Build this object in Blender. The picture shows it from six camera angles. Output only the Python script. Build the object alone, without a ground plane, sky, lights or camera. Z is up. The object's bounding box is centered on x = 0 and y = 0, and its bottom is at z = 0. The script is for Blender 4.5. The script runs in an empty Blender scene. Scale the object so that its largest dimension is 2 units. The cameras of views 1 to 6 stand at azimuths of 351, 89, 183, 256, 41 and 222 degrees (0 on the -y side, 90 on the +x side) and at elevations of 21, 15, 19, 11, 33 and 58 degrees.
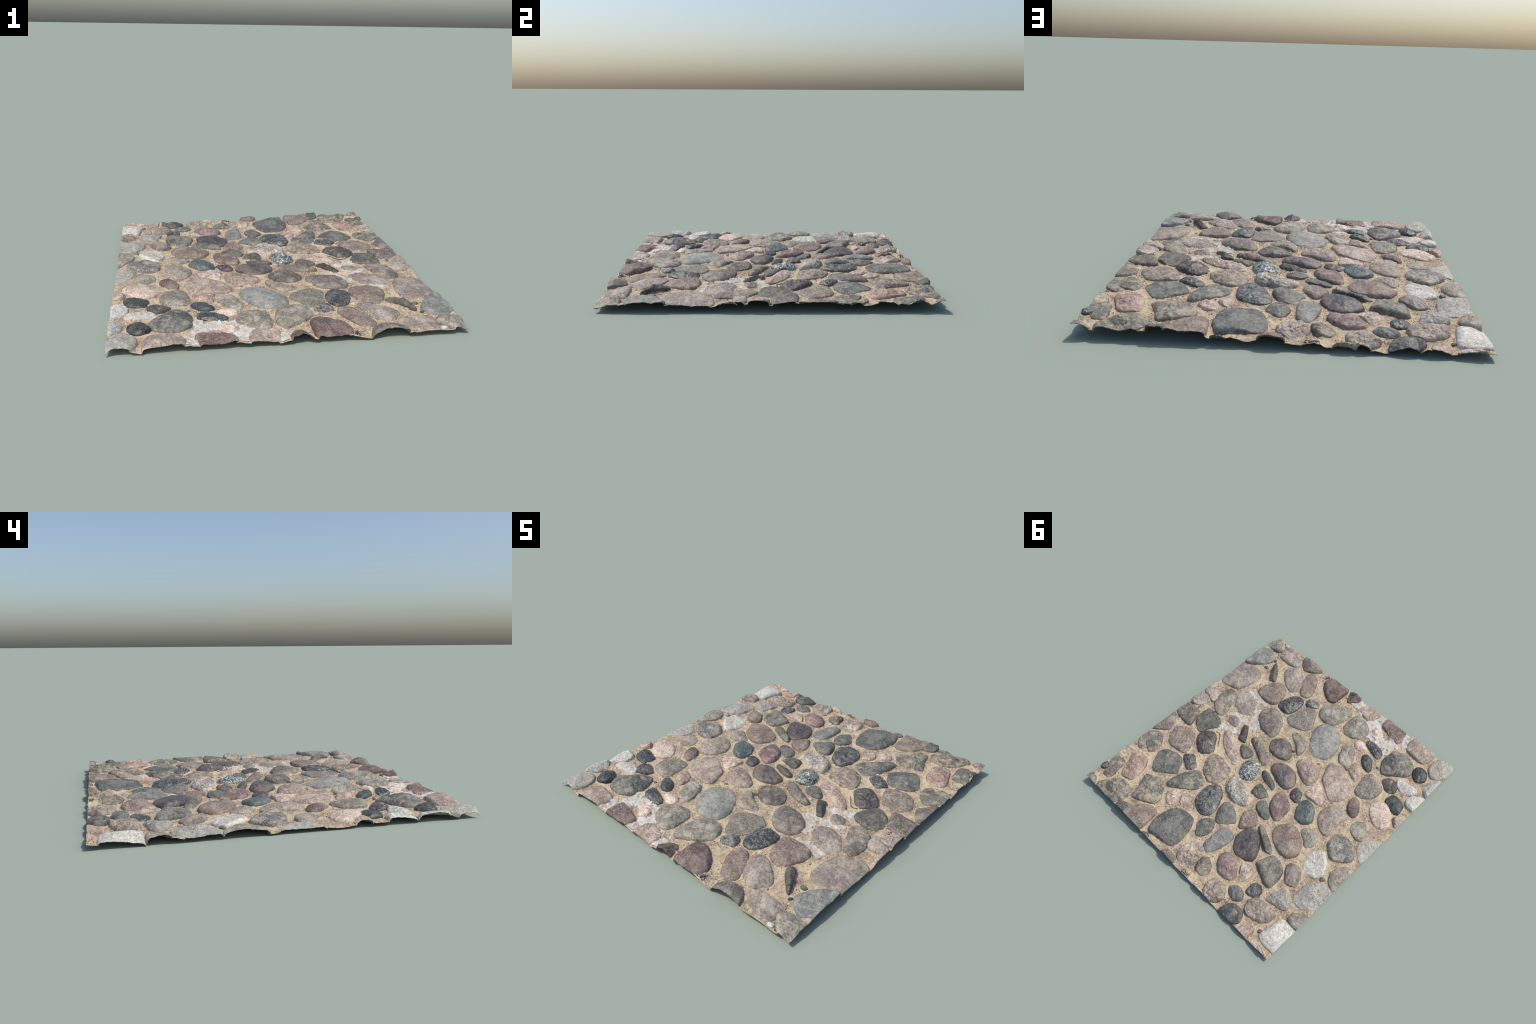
"""A square patch of old cobblestone paving: field stones of many rocks set in
sand, with a few smears of white mortar.  The patch is a thin, slightly warped
sheet; stones on its border are cut off along the edge."""
import bpy
import math
import numpy as np
from mathutils import Vector

HALF_X, HALF_Y = 0.9355, 0.9995          # half extents of the patch
SAND = (0.54, 0.435, 0.29)

# ------------------------------------------------------------------ noise --
_perm = np.random.default_rng(11).permutation(1024)


def _hash(ix, iy, seed):
    return _perm[(_perm[(ix + seed * 57) % 1024] + iy) % 1024]


def perlin(x, y, seed=0):
    """Gradient noise in about -1..1 on arrays x, y."""
    x, y = np.asarray(x, float), np.asarray(y, float)
    ix, iy = np.floor(x).astype(int), np.floor(y).astype(int)
    fx, fy = x - ix, y - iy
    sx, sy = fx ** 3 * (fx * (fx * 6 - 15) + 10), fy ** 3 * (fy * (fy * 6 - 15) + 10)

    def corner(dx, dy):
        a = _hash(ix + dx, iy + dy, seed) * (2 * math.pi / 1024)
        return np.cos(a) * (fx - dx) + np.sin(a) * (fy - dy)

    low = corner(0, 0) * (1 - sx) + corner(1, 0) * sx
    high = corner(0, 1) * (1 - sx) + corner(1, 1) * sx
    return 1.5 * (low * (1 - sy) + high * sy)


def fbm(x, y, scale, octaves=4, seed=0, gain=0.5):
    total, amp = 0.0, 1.0
    for o in range(octaves):
        total = total + amp * perlin(x * scale + 17.3 * o, y * scale - 9.1 * o, seed + o)
        scale, amp = scale * 2.03, amp * gain
    return total


def smoothstep(a, b, t):
    t = np.clip((t - a) / (b - a), 0, 1)
    return t * t * (3 - 2 * t)


# ------------------------------------------------------- warped base sheet --
def ground_level(x, y):
    """The sand's mean level: a sheet lifted along +x, most at the +x +y corner."""
    a, b = (x / HALF_X + 1) / 2, (y / HALF_Y + 1) / 2
    near = 0.016 * (1 - b) + 0.011 * b
    far = 0.029 * (1 - b) + 0.049 * b
    swell = 0.006 * np.exp(-((x - 0.35) / 0.5) ** 2 - ((y + 0.6) / 0.3) ** 2)
    swell = swell + 0.009 * np.exp(-((x + 0.33) / 0.25) ** 2 - ((y + 0.62) / 0.38) ** 2)
    swell = swell + 0.016 * np.exp(-((x - 0.67) ** 2 + (y + 0.70) ** 2) / 0.06 ** 2)
    swell = swell + 0.009 * np.exp(-((x + 0.94) / 0.12) ** 2 - ((y - 0.15) / 0.2) ** 2)
    sag = 0.003 * (1 - (x / HALF_X) ** 2) * (1 - (y / HALF_Y) ** 2)
    return near * (1 - a) + far * a + swell - sag + rim_lift(x, y)


# the cut border of the sheet waves up and down: (place along the border, lift in mm)
RIM = {
    '+x': [(-0.99, -8), (-0.94, -10), (-0.84, 16), (-0.76, 5), (-0.68, -6), (-0.59, 10), (-0.53, -9), (-0.45, -17), (-0.33, -6), (-0.28, 11), (-0.21, 14), (-0.16, 4), (-0.09, 13), (-0.04, 17), (-0.00, 1), (0.05, -4), (0.14, 16), (0.23, 1), (0.30, -1), (0.37, 10), (0.44, 4), (0.53, -2), (0.58, 4), (0.62, 10), (0.70, 18), (0.73, -1), (0.78, -2), (0.83, 8), (0.88, 12), (0.92, -5), (0.96, 2), (1.00, 4)],
    '+y': [(0.93, 6), (0.85, -4), (0.72, -16), (0.66, 3), (0.57, 17), (0.52, 22), (0.45, 1), (0.34, 4), (0.28, -16), (0.22, 11), (0.16, -4), (0.07, 8), (0.01, 1), (-0.04, -1), (-0.09, -1), (-0.15, 16), (-0.20, -9), (-0.25, -7), (-0.35, -6), (-0.43, -9), (-0.49, -20), (-0.52, -11), (-0.56, 2), (-0.60, -13), (-0.64, 22), (-0.71, -3), (-0.76, -0), (-0.79, 1), (-0.84, 10), (-0.93, 20)],
    '-y': [(-0.93, -11), (-0.89, -1), (-0.83, 4), (-0.76, -13), (-0.71, -7), (-0.64, -2), (-0.53, 15), (-0.47, 2), (-0.43, -2), (-0.35, -12), (-0.28, 14), (-0.20, -6), (-0.10, -20), (-0.02, 4), (0.02, -5), (0.07, 9), (0.13, 0), (0.17, -18), (0.24, -20), (0.30, 10), (0.38, -9), (0.41, -19), (0.43, -7), (0.49, 12), (0.59, -0), (0.66, 2), (0.77, 6), (0.93, -4)],
    '-x': [(1.00, 15), (0.97, 1), (0.92, -1), (0.85, -5), (0.76, -20), (0.74, -20), (0.71, -9), (0.66, 8), (0.59, 17), (0.51, -20), (0.45, -13), (0.37, -1), (0.32, 0), (0.25, -6), (0.20, -17), (0.14, -20), (0.11, -14), (0.07, -8), (-0.04, -14), (-0.16, -2), (-0.26, -3), (-0.34, 1), (-0.45, -1), (-0.57, -1), (-0.64, -2), (-0.68, 7), (-0.74, 3), (-0.82, 11), (-0.87, -3), (-0.95, -18), (-0.99, -2)]
}


def rim_lift(x, y):
    total, weights = 0.0, 0.0
    for side, wave in RIM.items():
        along, off = (y, HALF_X - x) if side == '+x' else (y, HALF_X + x) if side == '-x' else (x, HALF_Y - y) if side == '+y' else (x, HALF_Y + y)
        weight = np.exp(-(off / 0.045) ** 2)
        total = total + weight * np.interp(along, *np.array(sorted(wave)).T) * 0.001
        weights = weights + weight
    return total / np.maximum(weights, 1.0)


# ---------------------------------------------------------------- cobbles --
COBBLES = []


def cobble(rock, at, size, turn, square, taper, bend, rise, chips=(), hub=None, tone=1.0, dust=0.25,
           angular=0.65, flat=0.0, rough=1.0, banded=0.0):
    """One stone: plan is a superellipse (length, width) that narrows (taper) and
    curves (bend), with straight sides (chips: direction, distance from the middle)
    broken off it; rise is its height over the sand; hub is a point well inside the
    part of it that lies on the patch."""
    COBBLES.append(Cobble(len(COBBLES), rock, at, size, turn, square, taper, bend, rise, chips,
                          hub or at, tone, dust, angular, flat, rough, banded))


class Cobble:
    def __init__(self, index, rock, at, size, turn, square, taper, bend, rise, chips, hub, tone, dust, angular, flat, rough, banded):
        self.index, self.rock, self.at, self.square = index, rock, at, square
        self.a, self.b = size[0] / 2 + 0.004, size[1] / 2 + 0.004
        self.cos, self.sin = math.cos(math.radians(turn)), math.sin(math.radians(turn))
        self.taper, self.bend, self.rise, self.hub = taper, bend, rise, hub
        self.tone, self.dust, self.flat, self.rough, self.banded = tone, dust, flat, rough, banded
        self.angular = angular
        self.rise = rise
        self.chips = [(math.cos(math.radians(t)), math.sin(math.radians(t)), far + 0.004) for t, far in chips]
        self.reach = max(self.a, self.b * (1 + abs(taper))) * 1.35 + 0.03
        self.girth = math.sqrt(self.a * self.b)
        rng = np.random.default_rng(500 + index)
        count = 5 + int(rng.integers(0, 3))
        turns = (np.arange(count) + rng.uniform(-0.35, 0.35, count)) * 2 * math.pi / count + rng.uniform(0, 6.28)
        self.facets = [(math.cos(t), math.sin(t), rng.uniform(0.2, 0.75), rng.uniform(0.85, 1.08)) for t in turns]
        self.lean = rng.uniform(-0.26, 0.26, 2)
        # does the border of the patch cut it?
        edge = self.rim(np.linspace(0, 2 * math.pi, 72, endpoint=False))
        self.cut = bool((edge[1] > 0).any())
        if self.cut:
            self.rise *= 1.08

    def local(self, x, y):
        dx, dy = x - self.at[0], y - self.at[1]
        return (dx * self.cos + dy * self.sin) / self.a, (-dx * self.sin + dy * self.cos) / self.b

    def rho(self, x, y):
        """0 at the middle, 1 on the outline."""
        u, v = self.local(x, y)
        v = (v - self.bend * (u * u - 0.4)) / np.maximum(1 + self.taper * u, 0.15)
        r = (np.abs(u) ** self.square + np.abs(v) ** self.square) ** (1 / self.square)
        if self.chips:
            r = r ** 10
            for cx, cy, far in self.chips:
                r = r + np.maximum(((x - self.at[0]) * cx + (y - self.at[1]) * cy) / far, 0) ** 10
            r = r ** 0.1
        wobble = 0.055 * fbm(x, y, 0.9 / self.girth, 4, self.index * 3 + 5)
        return r * (1 + wobble * min(self.rough, 1.6))

    def rim(self, angles):
        """Distance from the hub to the outline, or to the patch border where that is nearer."""
        hx, hy = self.hub
        c, s = np.cos(angles), np.sin(angles)
        low, high = np.zeros_like(angles), np.full_like(angles, self.reach * 1.3)
        for _ in range(22):
            mid = (low + high) / 2
            inside = self.rho(hx + c * mid, hy + s * mid) < 1
            low, high = np.where(inside, mid, low), np.where(inside, high, mid)
        with np.errstate(divide="ignore"):
            to_x = np.where(np.abs(c) > 1e-6, (np.sign(c) * HALF_X - hx) / c, 9)
            to_y = np.where(np.abs(s) > 1e-6, (np.sign(s) * HALF_Y - hy) / s, 9)
        border = np.minimum(to_x, to_y)
        return np.minimum(low, border), border < low

    def top(self, x, y):
        """Height of the stone's surface."""
        r = np.clip(self.rho(x, y), 0, 1)
        u, v = self.local(x, y)
        power = 3.3 + 2.2 * self.flat + 1.0 * self.cut
        body = (1 - r ** power) ** 0.5
        if self.angular:
            faces = np.full_like(body, 1.3)
            for cx, cy, slope, level in self.facets:
                faces = np.minimum(faces, level - slope * (u * cx + v * cy))
            cut = 0.5 * (body + faces) - np.sqrt((body - faces) ** 2 / 4 + 0.0009)
            body = body + (cut - body) * self.angular
        body = np.maximum(body, 0)
        lean = 1 + self.lean[0] * u + self.lean[1] * v
        hold = np.sqrt(np.clip(body, 0, 1))
        lumps = 0.15 * self.rise * fbm(x, y, 1.1 / self.girth, 3, self.index + 40)
        ridges = 0.4 - np.abs(perlin(x * 0.75 / self.girth, y * 0.75 / self.girth, self.index + 23))
        lumps = lumps + (0.06 + 0.16 * self.angular) * self.rise * ridges
        pits = 0.0022 * fbm(x, y, 38, 3, self.index + 90) + 0.0009 * perlin(x * 130, y * 130, self.index + 7)
        pits = pits - 0.0045 * max(self.rough - 0.6, 0) * np.maximum(0.35 - np.abs(fbm(x, y, 22, 3, self.index + 13)), 0)
        return np.maximum(ground_level(x, y) - 0.001 + self.rise * body * lean + hold * self.rough * (lumps + pits), 0.0025)


# cobbles along the -y border
cobble('pale', at=(-0.864, -0.914), size=(0.211, 0.160), turn=79, square=2.0, taper=-0.25, bend=0.01, rise=0.034, chips=((52, 0.095),), tone=0.72, dust=0.4)
cobble('blueblack', at=(-0.784, -0.771), size=(0.142, 0.112), turn=-55, square=2.0, taper=0.11, bend=-0.01, rise=0.040, chips=((282, 0.079), (150, 0.067), (208, 0.053),), tone=0.55, dust=0.1)
cobble('pink', at=(-0.650, -0.950), size=(0.217, 0.186), turn=-4, square=2.9, taper=-0.12, bend=0.08, rise=0.036, hub=(-0.65, -0.93), tone=0.8)
cobble('maroon', at=(-0.397, -0.943), size=(0.277, 0.133), turn=-14, square=2.4, taper=-0.11, bend=0.38, rise=0.025, chips=((189, 0.093), (4, 0.111),), flat=0.8, tone=1.35, rough=1.4)
cobble('pink', at=(-0.319, -0.832), size=(0.106, 0.085), turn=-48, square=2.0, taper=-0.04, bend=-0.17, rise=0.022, chips=((168, 0.045), (19, 0.040),), tone=1.25)
cobble('olive', at=(-0.162, -0.761), size=(0.231, 0.191), turn=-73, square=1.9, taper=-0.21, bend=0.26, rise=0.038, chips=((177, 0.116), (110, 0.122),))
cobble('pink', at=(-0.145, -0.958), size=(0.174, 0.188), turn=26, square=1.8, taper=-0.35, bend=0.03, rise=0.028, chips=((358, 0.086), (158, 0.078),), hub=(-0.15, -0.94), flat=1, tone=0.85)
cobble('maroon', at=(0.041, -0.981), size=(0.105, 0.151), turn=21, square=2.8, taper=0.16, bend=0.17, rise=0.040, chips=((141, 0.054),), hub=(0.04, -0.96), angular=1, dust=0.1)
cobble('maroon', at=(0.206, -0.915), size=(0.243, 0.198), turn=-37, square=1.9, taper=-0.08, bend=0.31, rise=0.044, chips=((15, 0.116), (177, 0.093),), dust=0.1)
cobble('redbrown', at=(0.385, -0.793), size=(0.268, 0.116), turn=-65, square=2.5, taper=0.01, bend=0.03, rise=0.028, chips=((108, 0.141),), dust=0.35)
cobble('brown', at=(0.514, -0.980), size=(0.199, 0.137), turn=-5, square=2.2, taper=-0.12, bend=-0.55, rise=0.040, chips=((117, 0.087),), hub=(0.51, -0.96), tone=0.9)
cobble('mauve', at=(0.522, -0.759), size=(0.282, 0.149), turn=-54, square=2.2, taper=0.34, bend=-0.02, rise=0.032, chips=((319, 0.117), (245, 0.091),), dust=0.3)
cobble('mauve', at=(0.698, -0.906), size=(0.218, 0.138), turn=-15, square=3.3, taper=0.21, bend=-0.26, rise=0.032, chips=((194, 0.114), (10, 0.096), (90, 0.059),))
cobble('olive', at=(0.868, -0.927), size=(0.159, 0.136), turn=-22, square=2.9, taper=0.55, bend=-0.02, rise=0.036, chips=((235, 0.060), (319, 0.085),), tone=0.95)
# cobbles second course
cobble('pale', at=(-0.912, -0.740), size=(0.179, 0.079), turn=-89, square=1.8, taper=-0.02, bend=-0.58, rise=0.034, chips=((357, 0.044),), tone=0.85)
cobble('pale', at=(-0.907, -0.562), size=(0.163, 0.128), turn=87, square=2.2, taper=0.08, bend=0.06, rise=0.031, chips=((305, 0.058), (88, 0.093),), hub=(-0.89, -0.55), tone=1.05)
cobble('pale', at=(-0.772, -0.617), size=(0.179, 0.093), turn=-1, square=2.0, taper=-0.20, bend=-0.46, rise=0.026, angular=0.8, tone=1.0)
cobble('purple', at=(-0.678, -0.540), size=(0.131, 0.100), turn=-27, square=2.2, taper=0.10, bend=0.22, rise=0.030, chips=((114, 0.060), (56, 0.045),), rough=1.4)
cobble('slate', at=(-0.605, -0.721), size=(0.244, 0.215), turn=30, square=3.3, taper=0.24, bend=0.16, rise=0.042, chips=((355, 0.110),), dust=0.4)
cobble('teal', at=(-0.436, -0.567), size=(0.161, 0.074), turn=-43, square=2.1, taper=0.27, bend=-0.01, rise=0.032, chips=((252, 0.048),), tone=0.55, angular=0.6, dust=0.05)
cobble('blueblack', at=(-0.396, -0.701), size=(0.184, 0.077), turn=-18, square=2.5, taper=-0.10, bend=0.19, rise=0.032, chips=((187, 0.074), (124, 0.088),), angular=0.7)
cobble('pink', at=(-0.301, -0.647), size=(0.121, 0.077), turn=-17, square=1.9, taper=0.12, bend=-0.01, rise=0.024, chips=((347, 0.052),), tone=1.25)
cobble('olive', at=(-0.280, -0.513), size=(0.250, 0.110), turn=-62, square=1.8, taper=-0.08, bend=0.10, rise=0.030, chips=((93, 0.092),), rough=1.5)
cobble('bluegrey', at=(-0.075, -0.481), size=(0.331, 0.226), turn=-59, square=2.1, taper=0.00, bend=0.12, rise=0.036, chips=((134, 0.177),), tone=1.0, dust=0.38)
cobble('olive', at=(0.043, -0.743), size=(0.279, 0.195), turn=44, square=2.1, taper=0.13, bend=-0.33, rise=0.042, chips=((24, 0.133), (174, 0.099),), angular=0.3)
cobble('olive', at=(0.200, -0.504), size=(0.286, 0.191), turn=56, square=1.8, taper=-0.54, bend=-0.35, rise=0.024, chips=((205, 0.109), (50, 0.105),), hub=(0.19, -0.52), flat=1, tone=0.85)
cobble('blueblack', at=(0.231, -0.683), size=(0.111, 0.090), turn=26, square=2.5, taper=0.33, bend=0.20, rise=0.026, chips=((289, 0.039),), dust=0.35, tone=1.3)
cobble('blueblack', at=(0.353, -0.554), size=(0.223, 0.141), turn=79, square=2.3, taper=0.11, bend=-0.03, rise=0.034, chips=((90, 0.103), (266, 0.118),), dust=0.2)
cobble('redbrown', at=(0.540, -0.530), size=(0.229, 0.207), turn=70, square=2.2, taper=-0.01, bend=-0.28, rise=0.038, chips=((89, 0.100), (194, 0.105),))
cobble('greengrey', at=(0.671, -0.684), size=(0.220, 0.044), turn=-53, square=2.4, taper=-0.45, bend=0.05, rise=0.040, chips=((184, 0.063), (114, 0.095), (106, 0.084),), tone=0.6, angular=1, dust=0.15)
cobble('mauve', at=(0.858, -0.468), size=(0.279, 0.314), turn=-73, square=3.3, taper=0.29, bend=0.12, rise=0.031, chips=((207, 0.175), (308, 0.137), (167, 0.132),), hub=(0.83, -0.48), dust=0.3, tone=0.95, angular=0.6)
cobble('bluegrey', at=(0.875, -0.723), size=(0.284, 0.168), turn=66, square=1.8, taper=-0.42, bend=0.14, rise=0.035, chips=((118, 0.109), (224, 0.114),), tone=0.85)
# cobbles third course
cobble('pink', at=(-0.916, -0.353), size=(0.086, 0.102), turn=-34, square=2.4, taper=-0.07, bend=0.51, rise=0.032, chips=((45, 0.035), (269, 0.040),), tone=0.95)
cobble('teal', at=(-0.805, -0.444), size=(0.178, 0.107), turn=-17, square=2.5, taper=-0.01, bend=0.09, rise=0.030, chips=((354, 0.076), (187, 0.063),), tone=0.55, angular=0.6, dust=0.08)
cobble('pink', at=(-0.786, -0.303), size=(0.222, 0.150), turn=-42, square=2.3, taper=0.09, bend=0.03, rise=0.036, tone=1.15, angular=0.7, flat=0.4)
cobble('maroon', at=(-0.608, -0.215), size=(0.170, 0.086), turn=-56, square=1.9, taper=0.03, bend=-0.10, rise=0.032, chips=((268, 0.074),), angular=0.3, dust=0.05)
cobble('olive', at=(-0.577, -0.416), size=(0.231, 0.169), turn=87, square=2.4, taper=-0.16, bend=-0.24, rise=0.034, chips=((69, 0.115), (174, 0.100), (253, 0.103),), angular=0.6, tone=0.9)
cobble('redpink', at=(-0.423, -0.445), size=(0.167, 0.082), turn=-53, square=1.8, taper=0.11, bend=-0.16, rise=0.030, tone=1.05)
cobble('pink', at=(-0.373, -0.275), size=(0.329, 0.212), turn=-45, square=1.8, taper=-0.30, bend=0.15, rise=0.030, chips=((55, 0.093),), hub=(-0.39, -0.27), flat=0.7, tone=0.82)
cobble('pink', at=(-0.170, -0.193), size=(0.231, 0.147), turn=-31, square=2.1, taper=0.10, bend=0.32, rise=0.038, chips=((261, 0.089),), tone=0.72)
cobble('olive', at=(0.049, -0.337), size=(0.217, 0.089), turn=-43, square=3.4, taper=0.57, bend=0.54, rise=0.030, chips=((287, 0.082),), flat=0.8, tone=0.9, dust=0.5)
cobble('brown', at=(0.108, -0.198), size=(0.223, 0.162), turn=-14, square=1.9, taper=0.12, bend=0.01, rise=0.038, chips=((210, 0.089), (322, 0.108),), tone=0.9)
cobble('brown', at=(0.347, -0.316), size=(0.275, 0.184), turn=-35, square=2.0, taper=0.19, bend=0.08, rise=0.045, angular=0.8)
cobble('mauve', at=(0.621, -0.298), size=(0.294, 0.153), turn=-43, square=1.7, taper=-0.10, bend=0.23, rise=0.016, chips=((103, 0.113),), flat=1, rough=1.6)
cobble('brown', at=(0.740, -0.198), size=(0.273, 0.130), turn=-67, square=2.4, taper=-0.03, bend=-0.36, rise=0.030, chips=((234, 0.103),), dust=0.35, flat=0.5)
cobble('mauve', at=(0.871, -0.168), size=(0.154, 0.091), turn=-22, square=2.5, taper=0.12, bend=0.40, rise=0.035, chips=((273, 0.046), (88, 0.050),), angular=0.6)
cobble('pink', at=(0.921, -0.236), size=(0.093, 0.037), turn=-90, square=2.0, taper=-0.06, bend=0.46, rise=0.015, chips=((149, 0.020),), dust=0.5, flat=1)
# cobbles middle course
cobble('pale', at=(-0.916, -0.028), size=(0.237, 0.146), turn=-89, square=1.7, taper=0.11, bend=-0.56, rise=0.016, hub=(-0.89, -0.03), flat=1, tone=0.75, dust=0.4)
cobble('marbled', at=(-0.768, 0.106), size=(0.211, 0.200), turn=8, square=2.2, taper=0.34, bend=0.10, rise=0.044, chips=((59, 0.091),), angular=0.5, flat=0.4, tone=0.8, banded=1)
cobble('olive', at=(-0.754, -0.103), size=(0.171, 0.114), turn=-59, square=1.9, taper=-0.05, bend=-0.39, rise=0.020, chips=((67, 0.058), (341, 0.072), (287, 0.074),), flat=0.8, angular=0.6, tone=0.9)
cobble('pinkgrey', at=(-0.564, -0.022), size=(0.262, 0.161), turn=-82, square=2.5, taper=0.25, bend=-0.60, rise=0.038, chips=((248, 0.128), (336, 0.108),), angular=0.4, tone=0.9)
cobble('teal', at=(-0.386, 0.064), size=(0.198, 0.157), turn=-47, square=1.8, taper=-0.27, bend=-0.05, rise=0.038, chips=((215, 0.071), (38, 0.076),), dust=0.12)
cobble('pink', at=(-0.341, -0.098), size=(0.196, 0.122), turn=-66, square=2.1, taper=-0.70, bend=-0.17, rise=0.028, chips=((90, 0.060), (279, 0.087),), flat=0.5, tone=1.1)
cobble('purple', at=(-0.247, 0.002), size=(0.130, 0.083), turn=-67, square=2.3, taper=-0.10, bend=-0.50, rise=0.026, chips=((262, 0.034),), angular=0.6)
cobble('purple', at=(-0.061, -0.043), size=(0.237, 0.148), turn=-13, square=2.3, taper=-0.13, bend=0.31, rise=0.042, dust=0.1, banded=1)
cobble('greengrey', at=(-0.014, 0.069), size=(0.173, 0.055), turn=-20, square=2.6, taper=-0.01, bend=0.04, rise=0.028, tone=0.7, dust=0.2)
cobble('silver', at=(0.147, 0.106), size=(0.179, 0.129), turn=-73, square=2.9, taper=0.01, bend=-0.12, rise=0.040, chips=((303, 0.082),), angular=0.5, rough=1.6)
cobble('brown', at=(0.224, -0.074), size=(0.291, 0.070), turn=-24, square=2.4, taper=-0.10, bend=0.42, rise=0.032, chips=((349, 0.130), (334, 0.134),), hub=(0.21, -0.07), tone=0.8, dust=0.3)
cobble('greengrey', at=(0.282, 0.016), size=(0.142, 0.107), turn=-22, square=1.7, taper=-0.03, bend=0.04, rise=0.028, chips=((55, 0.037), (155, 0.059), (272, 0.047),), angular=0.7, tone=0.7)
cobble('pink', at=(0.380, 0.070), size=(0.344, 0.093), turn=-28, square=2.5, taper=-0.17, bend=-0.31, rise=0.034, chips=((183, 0.133),), rough=1.8, tone=0.85)
cobble('greengrey', at=(0.415, -0.090), size=(0.231, 0.054), turn=-59, square=2.6, taper=-0.34, bend=-0.10, rise=0.034, chips=((281, 0.075), (101, 0.067),), angular=1, tone=0.55, dust=0.1)
cobble('mauve', at=(0.555, -0.114), size=(0.112, 0.089), turn=-50, square=1.9, taper=-0.03, bend=-0.10, rise=0.024, chips=((291, 0.056), (52, 0.050),))
cobble('greengrey', at=(0.695, 0.037), size=(0.198, 0.183), turn=86, square=3.0, taper=-0.52, bend=0.28, rise=0.034, chips=((208, 0.105), (360, 0.126),), angular=1, tone=0.85, flat=0.6)
cobble('brown', at=(0.855, 0.089), size=(0.226, 0.163), turn=-41, square=1.9, taper=0.49, bend=-0.08, rise=0.030, chips=((272, 0.083), (83, 0.081),), tone=0.9, angular=0.5)
cobble('mauve', at=(0.891, -0.073), size=(0.156, 0.117), turn=45, square=1.9, taper=0.27, bend=0.31, rise=0.037, chips=((112, 0.066), (237, 0.077),), tone=1.15, angular=1)
# cobbles fifth course
cobble('olive', at=(-0.915, 0.256), size=(0.230, 0.144), turn=-86, square=2.9, taper=0.07, bend=-0.54, rise=0.036, chips=((346, 0.081), (308, 0.088),), hub=(-0.89, 0.26), dust=0.35)
cobble('pale', at=(-0.712, 0.305), size=(0.215, 0.150), turn=-64, square=2.2, taper=-0.13, bend=-0.10, rise=0.033, chips=((85, 0.091),), banded=1, tone=0.82)
cobble('olive', at=(-0.544, 0.190), size=(0.152, 0.115), turn=-27, square=2.4, taper=-0.14, bend=0.29, rise=0.030, chips=((244, 0.062), (181, 0.067),), tone=0.9)
cobble('redbrown', at=(-0.455, 0.315), size=(0.263, 0.199), turn=-31, square=2.3, taper=0.06, bend=0.04, rise=0.044, chips=((236, 0.098),), dust=0.1)
cobble('greengrey', at=(-0.342, 0.425), size=(0.242, 0.049), turn=-29, square=2.8, taper=-0.16, bend=-0.02, rise=0.032, chips=((133, 0.108), (316, 0.137),), angular=0.3, tone=0.95, flat=0.7)
cobble('maroon', at=(-0.226, 0.160), size=(0.253, 0.147), turn=-62, square=1.7, taper=0.23, bend=-0.07, rise=0.038, chips=((244, 0.070),), angular=0.6, tone=1.25)
cobble('slate', at=(-0.167, 0.270), size=(0.163, 0.083), turn=-28, square=2.1, taper=0.27, bend=-0.10, rise=0.028, chips=((9, 0.075),), angular=0.7, tone=0.75)
cobble('redbrown', at=(-0.135, 0.406), size=(0.179, 0.145), turn=-78, square=2.3, taper=-0.35, bend=0.49, rise=0.030, chips=((31, 0.043), (148, 0.067), (327, 0.075),), angular=0.4)
cobble('greengrey', at=(-0.035, 0.176), size=(0.119, 0.109), turn=-33, square=2.4, taper=-0.49, bend=-0.41, rise=0.034, chips=((247, 0.043), (94, 0.053),), angular=1, tone=0.75)
cobble('marbled', at=(0.077, 0.293), size=(0.278, 0.145), turn=-18, square=2.1, taper=0.14, bend=-0.08, rise=0.042, chips=((132, 0.118), (5, 0.112),), rough=2.2)
cobble('pinkgrey', at=(0.332, 0.282), size=(0.260, 0.200), turn=-45, square=1.7, taper=-0.05, bend=0.15, rise=0.036, chips=((255, 0.092),), tone=0.75, rough=1.7, dust=0.45)
cobble('blueblack', at=(0.509, 0.377), size=(0.168, 0.083), turn=-33, square=2.9, taper=0.07, bend=0.06, rise=0.030, chips=((231, 0.049), (311, 0.070), (146, 0.069),), angular=0.8)
cobble('purple', at=(0.553, 0.172), size=(0.213, 0.140), turn=-48, square=3.0, taper=0.08, bend=-0.06, rise=0.040, chips=((335, 0.115), (149, 0.103),), tone=0.85, rough=1.5, dust=0.3)
cobble('pinkgrey', at=(0.696, 0.286), size=(0.286, 0.201), turn=-34, square=1.8, taper=0.67, bend=-0.32, rise=0.024, chips=((175, 0.111), (294, 0.121), (32, 0.105),), hub=(0.71, 0.28), flat=1, tone=0.9)
cobble('brown', at=(0.906, 0.301), size=(0.283, 0.121), turn=-76, square=1.9, taper=-0.01, bend=0.19, rise=0.022, chips=((137, 0.044),), hub=(0.90, 0.28), flat=1, angular=0.5)
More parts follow.
